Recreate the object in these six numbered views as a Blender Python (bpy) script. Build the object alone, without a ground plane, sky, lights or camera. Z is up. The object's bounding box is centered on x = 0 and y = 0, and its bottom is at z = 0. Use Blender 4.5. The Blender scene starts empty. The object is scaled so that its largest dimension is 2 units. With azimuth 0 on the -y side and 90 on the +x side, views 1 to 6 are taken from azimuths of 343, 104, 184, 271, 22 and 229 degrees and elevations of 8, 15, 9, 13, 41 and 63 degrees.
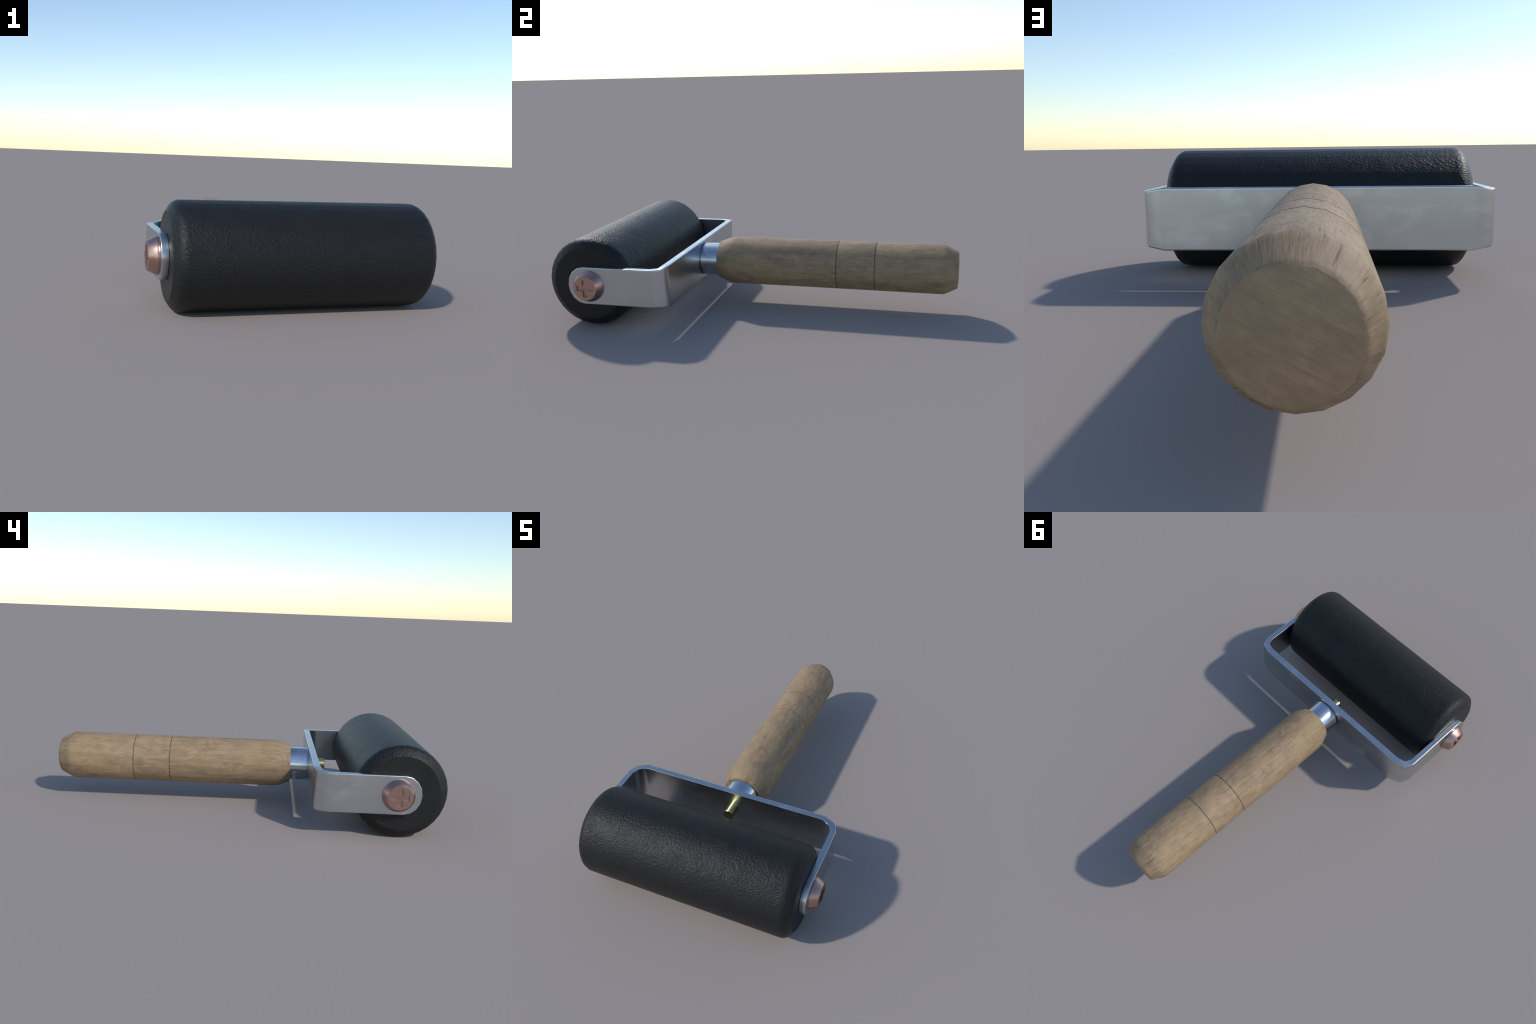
"""Hand ink roller (brayer): rubber drum in a bent steel fork, turned wooden handle."""
import bpy
import bmesh
from math import cos, sin, pi, radians, sqrt
from mathutils import Matrix, Vector

AXLE_Y, AXIS_Z = -0.7758, 0.2241      # drum axis (runs along x); everything shares one height


# ----------------------------------------------------------------- helpers
def finish(bm, name, mats, sharp=35.0, parent=None):
    bmesh.ops.recalc_face_normals(bm, faces=bm.faces)
    me = bpy.data.meshes.new(name)
    bm.to_mesh(me)
    bm.free()
    for m in mats:
        me.materials.append(m)
    me.polygons.foreach_set("use_smooth", [True] * len(me.polygons))
    me.set_sharp_from_angle(angle=radians(sharp))
    ob = bpy.data.objects.new(name, me)
    bpy.context.scene.collection.objects.link(ob)
    if parent:
        ob.parent = parent
    return ob


def lathe(bm, profile, segments, phase=0.0, cap_ends=(True, True)):
    """Revolve (axial, radius) pairs about the local z axis; n-gon caps at the ends."""
    rings = []
    for a, r in profile:
        rings.append([bm.verts.new((r * cos(2 * pi * (i + phase) / segments),
                                    r * sin(2 * pi * (i + phase) / segments), a))
                      for i in range(segments)])
    faces = []
    for lo, hi in zip(rings, rings[1:]):
        for i in range(segments):
            j = (i + 1) % segments
            faces.append(bm.faces.new((lo[i], lo[j], hi[j], hi[i])))
    caps = []
    if cap_ends[0]:
        caps.append(bm.faces.new(rings[0][::-1]))
    if cap_ends[1]:
        caps.append(bm.faces.new(rings[-1]))
    return faces, caps


ALONG_X = Matrix.Rotation(pi / 2, 4, 'Y')       # local +z -> world +x
ALONG_Y = Matrix.Rotation(-pi / 2, 4, 'X')      # local +z -> world +y


def apply_modifiers(ob):
    deps = bpy.context.evaluated_depsgraph_get()
    me = bpy.data.meshes.new_from_object(ob.evaluated_get(deps))
    old = ob.data
    ob.modifiers.clear()
    ob.data = me
    me.name = old.name
    bpy.data.meshes.remove(old)


# --------------------------------------------------------------- materials
class Graph:
    """Small wrapper that makes node trees readable."""

    def __init__(self, name):
        self.mat = bpy.data.materials.new(name)
        self.mat.use_nodes = True
        self.nt = self.mat.node_tree
        self.bsdf = self.nt.nodes["Principled BSDF"]
        self.coord = self.node("ShaderNodeTexCoord").outputs["Object"]

    def node(self, kind, **props):
        n = self.nt.nodes.new(kind)
        for k, v in props.items():
            setattr(n, k, v)
        return n

    def put(self, socket, value):
        if isinstance(value, bpy.types.NodeSocket):
            self.nt.links.new(value, socket)
        else:
            socket.default_value = value

    def mapped(self, scale, rotation=(0, 0, 0), location=(0, 0, 0), vector=None):
        n = self.node("ShaderNodeMapping")
        self.put(n.inputs["Vector"], vector or self.coord)
        n.inputs["Scale"].default_value = scale
        n.inputs["Rotation"].default_value = rotation
        n.inputs["Location"].default_value = location
        return n.outputs[0]

    def noise(self, vector, scale=1.0, detail=4.0, rough=0.55, distortion=0.0, kind="FBM"):
        n = self.node("ShaderNodeTexNoise", noise_type=kind)
        self.put(n.inputs["Vector"], vector)
        for k, v in (("Scale", scale), ("Detail", detail), ("Roughness", rough), ("Distortion", distortion)):
            n.inputs[k].default_value = v
        return n.outputs["Fac"]

    def voronoi(self, vector, scale, feature="F1", smooth=None):
        n = self.node("ShaderNodeTexVoronoi", feature=feature)
        self.put(n.inputs["Vector"], vector)
        n.inputs["Scale"].default_value = scale
        if smooth is not None and "Smoothness" in n.inputs:
            n.inputs["Smoothness"].default_value = smooth
        return n.outputs["Distance"]

    def ramp(self, fac, stops, interpolation="LINEAR"):
        n = self.node("ShaderNodeValToRGB")
        n.color_ramp.interpolation = interpolation
        e = n.color_ramp.elements
        while len(e) < len(stops):
            e.new(0.5)
        for el, (p, c) in zip(e, stops):
            el.position = p
            el.color = (c, c, c, 1) if isinstance(c, (int, float)) else (*c, 1)
        self.put(n.inputs["Fac"], fac)
        return n.outputs["Color"]

    def mix(self, fac, a, b, blend="MIX"):
        n = self.node("ShaderNodeMix", data_type="RGBA", blend_type=blend)
        self.put(n.inputs[0], fac)
        for s, v in ((n.inputs[6], a), (n.inputs[7], b)):
            if isinstance(v, tuple) and len(v) == 3:
                v = (*v, 1)
            self.put(s, v)
        return n.outputs[2]

    def math(self, op, a, b=0.0):
        n = self.node("ShaderNodeMath", operation=op)
        self.put(n.inputs[0], a)
        self.put(n.inputs[1], b)
        return n.outputs[0]

    def bump(self, height, distance, strength=1.0, normal=None):
        n = self.node("ShaderNodeBump")
        n.inputs["Strength"].default_value = strength
        n.inputs["Distance"].default_value = distance
        self.put(n.inputs["Height"], height)
        if normal is not None:
            self.put(n.inputs["Normal"], normal)
        return n.outputs["Normal"]

    def surface(self, **inputs):
        for k, v in inputs.items():
            k = k.replace("_", " ")
            if isinstance(v, tuple) and len(v) == 3:
                v = (*v, 1)
            self.put(self.bsdf.inputs[k], v)
        return self.mat


def rubber(name, grain):
    """Black moulded rubber with a leathery, slightly sheared wrinkle."""
    g = Graph(name)
    warp = g.noise(g.mapped((9, 9, 9)), 1.0, 2)
    sheared = g.mapped((96, 138, 138), rotation=(0.5, 0.35, 0.45))
    shift = g.node("ShaderNodeVectorMath", operation="ADD")
    g.put(shift.inputs[0], sheared)
    g.put(shift.inputs[1], warp)
    v = shift.outputs[0]
    cells = g.voronoi(v, 1.0, "SMOOTH_F1", 0.6)
    fine = g.noise(v, 1.4, 3, 0.6, 0.6)
    height = g.math("ADD", g.math("MULTIPLY", cells, 0.7), g.math("MULTIPLY", fine, 0.8))
    patchy = g.ramp(g.noise(g.mapped((16, 16, 16), location=(2, 5, 1)), 1.0, 3), [(0.32, 0.55), (0.66, 1.0)])
    height = g.math("MULTIPLY", height, patchy)
    tone = g.noise(g.mapped((14, 14, 14)), 1.0, 4)
    colour = g.mix(tone, (0.0100, 0.0102, 0.0102), (0.0150, 0.0150, 0.0148))
    rough = g.math("ADD", g.math("MULTIPLY", tone, 0.08), 0.39)
    return g.surface(Base_Color=colour, Roughness=rough, Specular_IOR_Level=0.30,
                     Normal=g.bump(height, grain, 1.0))


def steel(name, base, rough):
    """Zinc-plated steel: satin, with faint smears and a few brushed scuffs."""
    g = Graph(name)
    smear = g.noise(g.mapped((8, 8, 13)), 1.0, 6, 0.65, 0.5)
    scuff = g.noise(g.mapped((12, 12, 60), location=(3, 1, 0)), 1.0, 4, 0.6, 0.3)
    where = g.noise(g.mapped((2.2, 2.2, 5), location=(7, 2, 5)), 1.0, 2)
    patch = g.math("MULTIPLY", g.ramp(smear, [(0.46, 0.0), (0.62, 1.0)]), g.ramp(scuff, [(0.35, 0.4), (0.6, 1.0)]))
    patch = g.math("MULTIPLY", patch, g.ramp(where, [(0.42, 0.15), (0.60, 1.0)]))
    colour = g.mix(patch, base, tuple(min(1, c * 1.17) for c in base))
    r = g.math("ADD", g.math("MULTIPLY", patch, 0.05), rough)
    return g.surface(Base_Color=colour, Metallic=1.0, Roughness=r)


def copper(name):
    """Copper-washed screw metal with small dark pits."""
    g = Graph(name)
    tone = g.noise(g.mapped((40, 40, 40)), 1.0, 4)
    pits = g.ramp(g.noise(g.mapped((150, 150, 150)), 1.0, 3, 0.7), [(0.30, 1.0), (0.40, 0.0)])
    colour = g.mix(tone, (0.47, 0.29, 0.24), (0.56, 0.37, 0.31))
    colour = g.mix(g.math("MULTIPLY", pits, 0.45), colour, (0.20, 0.12, 0.10))
    rough = g.math("ADD", g.math("MULTIPLY", tone, 0.2), 0.22)
    return g.surface(Base_Color=colour, Metallic=1.0, Roughness=rough)


def brass(name):
    g = Graph(name)
    tone = g.noise(g.mapped((30, 30, 30)), 1.0, 3)
    colour = g.mix(tone, (0.66, 0.59, 0.25), (0.80, 0.73, 0.36))
    return g.surface(Base_Color=colour, Metallic=1.0, Roughness=0.22)


def wood(name, end=False):
    """Pale dry beech. Side grain runs along y and wraps the turning; the sawn end shows straight fine lines."""
    g = Graph(name)
    if end:
        v, axis = g.mapped((1, 1, 1), rotation=(0, radians(27), 0)), 0
    else:
        # push every point out to one radius, so the grain follows the chamfers as well
        sep = g.node("ShaderNodeSeparateXYZ")
        g.put(sep.inputs[0], g.coord)
        x = g.math("SUBTRACT", sep.outputs[0], 0.0042)
        z = g.math("SUBTRACT", sep.outputs[2], AXIS_Z)
        r = g.math("SQRT", g.math("ADD", g.math("MULTIPLY", x, x), g.math("MULTIPLY", z, z)))
        k = g.math("DIVIDE", 0.127, g.math("MAXIMUM", r, 0.01))
        com = g.node("ShaderNodeCombineXYZ")
        g.put(com.inputs[0], g.math("MULTIPLY", x, k))
        g.put(com.inputs[1], sep.outputs[1])
        g.put(com.inputs[2], g.math("MULTIPLY", z, k))
        v, axis = com.outputs[0], 1

    def grain(across, length, offset, **kw):
        s = [across] * 3
        s[axis] = length
        return g.noise(g.mapped(tuple(s), vector=v, rotation=(0.035, 0, 0.05), location=(offset, offset * 2, offset * 3)), 1.0, **kw)

    streak = grain(52, 5.0, 1.3, detail=6, rough=0.68, distortion=0.3)
    fibre = grain(300, 24.0, 4.1, detail=4, rough=0.65, distortion=0.2)
    mottle = grain(26, 15.0, 7.7, detail=6, rough=0.65, distortion=0.5)
    tint = grain(9, 4.0, 9.9, detail=4, rough=0.5)
    pore = grain(150, 13.0, 2.2, detail=2, rough=0.5)
    where = grain(10, 5.0, 5.5, detail=2)

    light, mid, dark = (0.437, 0.302, 0.178), (0.360, 0.248, 0.146), (0.259, 0.177, 0.104)
    colour = g.ramp(streak, [(0.30, dark), (0.48, mid), (0.68, light)])
    colour = g.mix(g.ramp(mottle, [(0.36, 0.75), (0.56, 0.0)]), colour, (0.226, 0.155, 0.094))
    colour = g.mix(g.ramp(tint, [(0.44, 0.0), (0.66, 0.50)]), colour, (0.422, 0.300, 0.156))
    colour = g.mix(g.ramp(fibre, [(0.36, 0.42), (0.58, 0.0)]), colour, (0.182, 0.123, 0.074))
    pores = g.math("MULTIPLY", g.ramp(pore, [(0.28, 1.0), (0.39, 0.0)]), g.ramp(where, [(0.42, 0.0), (0.58, 1.0)]))
    if end:
        pores = g.math("MULTIPLY", pores, 0.35)
        blotch = g.noise(g.mapped((38, 38, 38), location=(1, 4, 2)), 1.0, 5, 0.65, 0.4)
        colour = g.mix(g.ramp(blotch, [(0.34, 0.55), (0.60, 0.0)]), colour, (0.235, 0.160, 0.098))
        colour = g.mix(0.25, colour, (0.420, 0.300, 0.192))
        colour = g.mix(1.0, colour, (1.14, 1.10, 1.08), "MULTIPLY")
    colour = g.mix(g.math("MULTIPLY", pores, 0.70), colour, (0.082, 0.055, 0.034))
    height = g.math("SUBTRACT", g.math("ADD", g.math("MULTIPLY", fibre, 0.6), g.math("MULTIPLY", streak, 0.4)), pores)
    return g.surface(Base_Color=colour, Roughness=0.62, Specular_IOR_Level=0.3,
                     Normal=g.bump(height, 0.0012, 0.6))


RUBBER = rubber("black_rubber", 0.0031)
RUBBER_END = rubber("black_rubber_end", 0.0012)
STEEL = steel("plated_steel", (0.555, 0.575, 0.585), 0.28)
BRIGHT = steel("polished_steel", (0.55, 0.58, 0.62), 0.16)
COPPER = copper("copper_plating")
BRASS = brass("yellow_brass")
WOOD = wood("pale_wood")
WOOD_END = wood("end_grain_wood", end=True)
GROOVE = Graph("painted_groove_shade").surface(Base_Color=(0.062, 0.046, 0.033), Roughness=0.8)  # near-black colour paints the occlusion inside the scored rings
GROOVE_LIP = Graph("tinted_groove_lip_shade").surface(Base_Color=(0.185, 0.135, 0.091), Roughness=0.75)  # wood darkened here for the shading on the groove's far slope

# --------------------------------------------------------------- the thing
root = bpy.data.objects.new("ink_roller", None)
root.empty_display_size = 0.2
root["label"] = "hand ink roller, black rubber drum, steel fork, wooden handle"
root["category"] = "ink roller"
bpy.context.scene.collection.objects.link(root)

# ---- rubber drum: 32-sided, chamfered shoulders, flat ends
half = [(0.498, 0.2251), (0.514, 0.2240), (0.529, 0.2180), (0.539, 0.2085), (0.5565, 0.1805)]
profile = [(-a, r) for a, r in reversed(half)] + half
bm = bmesh.new()
_, caps = lathe(bm, profile, 32, phase=0.5)
for f in caps:
    f.material_index = 1
bm.transform(Matrix.Translation((0, AXLE_Y, AXIS_Z)) @ ALONG_X)
finish(bm, "rubber_drum", [RUBBER, RUBBER_END], sharp=28, parent=root)

# ---- fork: one bent strip, taller across the back than along the arms
BACK_OUT, BACK_IN = -0.3575, -0.3895
FORK_X = 0.0
ARM_OUT, ARM_IN = 0.5868, 0.5580
BACK_H, ARM_H = 0.1045, 0.0942
TIP_Y, TIP_LEN = -0.7830, 0.0825
stations = []                                   # (outer xy, inner xy, half height), right half
stations.append(((0.509, BACK_OUT), (0.500, BACK_IN), BACK_H))
stations.append(((0.5655, -0.3790), (0.5425, -0.4050), ARM_H + 0.001))
stations.append(((ARM_OUT, -0.4300), (ARM_IN, -0.4400), ARM_H))
for k in range(5):
    a = pi / 2 * k / 4
    y = TIP_Y - TIP_LEN * sin(a)
    stations.append(((ARM_OUT, y), (ARM_IN, y), ARM_H * cos(a)))
path = [((-o[0], o[1]), (-i[0], i[1]), h) for o, i, h in reversed(stations)] + stations
bm = bmesh.new()
rings = []
for o, i, h in path:
    mid = AXIS_Z + (0.0007 if h == BACK_H else 0.0)
    rings.append([bm.verts.new((x + FORK_X, y, mid + side * h))
                  for (x, y), side in ((o, 1), (i, 1), (i, -1), (o, -1))])
for lo, hi in zip(rings, rings[1:]):
    for i in range(4):
        j = (i + 1) % 4
        bm.faces.new((lo[i], lo[j], hi[j], hi[i]))
weight = bm.edges.layers.float.new("bevel_weight_edge")
for e in bm.edges:                               # outer rims are rolled, inner rims stay sharp
    e[weight] = 0.0
for lo, hi in zip(rings, rings[1:]):
    for i, w in ((0, 1.0), (1, 0.18), (2, 0.18), (3, 1.0)):
        bm.edges.get((lo[i], hi[i]))[weight] = w
bmesh.ops.remove_doubles(bm, verts=bm.verts, dist=1e-5)
bmesh.ops.dissolve_degenerate(bm, edges=bm.edges, dist=1e-6)
fork = finish(bm, "steel_fork", [STEEL], sharp=50, parent=root)
bev = fork.modifiers.new("edge", "BEVEL")       # pressed edge: crisp outline, softly rolled shading
bev.width, bev.segments, bev.profile = 0.0075, 4, 0.80
bev.limit_method = 'WEIGHT'
wn = fork.modifiers.new("normals", "WEIGHTED_NORMAL")
wn.keep_sharp = False
apply_modifiers(fork)

# ---- ferrule: bright sleeve between the fork and the handle, crease shadow modelled as a gap
bm = bmesh.new()
lathe(bm, [(BACK_OUT - 0.004, 0.0780), (BACK_OUT + 0.0050, 0.0780), (BACK_OUT + 0.0050, 0.0872),
           (BACK_OUT + 0.0062, 0.0885), (-0.240, 0.0885)], 40)
bm.transform(Matrix.Translation((0.0045, 0, AXIS_Z)) @ ALONG_Y)
finish(bm, "steel_ferrule", [BRIGHT], parent=root)

# ---- brass stud: end of the handle rod poking through the fork, shallow thread rings
profile, a = [(BACK_IN + 0.01, 0.0290)], BACK_IN
while a > -0.444:
    profile += [(a, 0.0302), (a - 0.0045, 0.0302), (a - 0.006, 0.0284), (a - 0.0075, 0.0284)]
    a -= 0.009
profile += [(-0.4480, 0.0302), (-0.4495, 0.0290)]
bm = bmesh.new()
lathe(bm, sorted(profile), 28)
bm.transform(Matrix.Translation((0.010, 0, AXIS_Z + 0.002)) @ ALONG_Y)
finish(bm, "brass_stud", [BRASS], sharp=30, parent=root)

# ---- wooden handle: 20-sided turning with two scored rings
R = 0.1271
HANDLE_X = 0.0042
GROOVES = (0.3885, 0.5845)
profile = [(-0.258, 0.080), (-0.2605, 0.1000), (-0.2570, 0.1025), (-0.2040, 0.1234), (-0.1850, 0.1268), (-0.1640, R)]
for y in GROOVES:
    profile += [(y, R), (y + 0.0003, R - 0.0005), (y + 0.0034, R - 0.0008), (y + 0.0064, R - 0.0005), (y + 0.0078, R)]
profile += [(0.918, R), (0.9330, 0.1264), (0.9450, 0.1208), (0.9845, 0.1008), (0.9950, 0.0958), (0.9994, 0.0895)]
bm = bmesh.new()
faces, caps = lathe(bm, profile, 20)
for f in faces:
    ys = [v.co.z for v in f.verts]
    for y in GROOVES:
        if y - 0.0005 < min(ys) and max(ys) < y + 0.0036:
            f.material_index = 2
        elif y + 0.0060 < min(ys) and max(ys) < y + 0.0080:
            f.material_index = 3
for f in faces:
    if min(v.co.z for v in f.verts) > 0.985:
        f.material_index = 1
caps[1].material_index = 1
bm.transform(Matrix.Translation((HANDLE_X, 0, AXIS_Z - 0.0003)) @ ALONG_Y)
finish(bm, "wooden_handle", [WOOD, WOOD_END, GROOVE, GROOVE_LIP], sharp=46, parent=root)

# ---- two cross-head axle screws
bm = bmesh.new()
lathe(bm, [(-0.040, 0.030), (-0.002, 0.030), (-0.002, 0.0755), (0.003, 0.0778), (0.009, 0.0776),
           (0.0125, 0.0752), (0.0425, 0.0605), (0.0435, 0.0592)], 48)
screw = finish(bm, "axle_screw", [COPPER], sharp=30, parent=root)
bm = bmesh.new()
for sx, sy in ((0.0430, 0.0125), (0.0125, 0.0430)):
    m = Matrix.Translation((0, 0, 0.0435)) @ Matrix.Diagonal((2 * sx, 2 * sy, 0.017, 1))
    bmesh.ops.create_cube(bm, size=1.0, matrix=m)
cutter = finish(bm, "cross_cutter", [COPPER])
cut = screw.modifiers.new("cross", "BOOLEAN")
cut.operation, cut.solver, cut.object = 'DIFFERENCE', 'EXACT', cutter
cut.use_self = True
apply_modifiers(screw)
bpy.data.objects.remove(cutter)
screw.data.polygons.foreach_set("use_smooth", [True] * len(screw.data.polygons))
screw.data.set_sharp_from_angle(angle=radians(30))
SCREW_Y = -0.7545
other = screw.copy()
bpy.context.scene.collection.objects.link(other)
screw.matrix_local = Matrix.Translation((ARM_OUT - 0.0003, SCREW_Y, AXIS_Z)) @ ALONG_X
other.matrix_local = Matrix.Translation((-ARM_OUT + 0.0003, SCREW_Y, AXIS_Z)) @ Matrix.Rotation(-pi / 2, 4, 'Y')
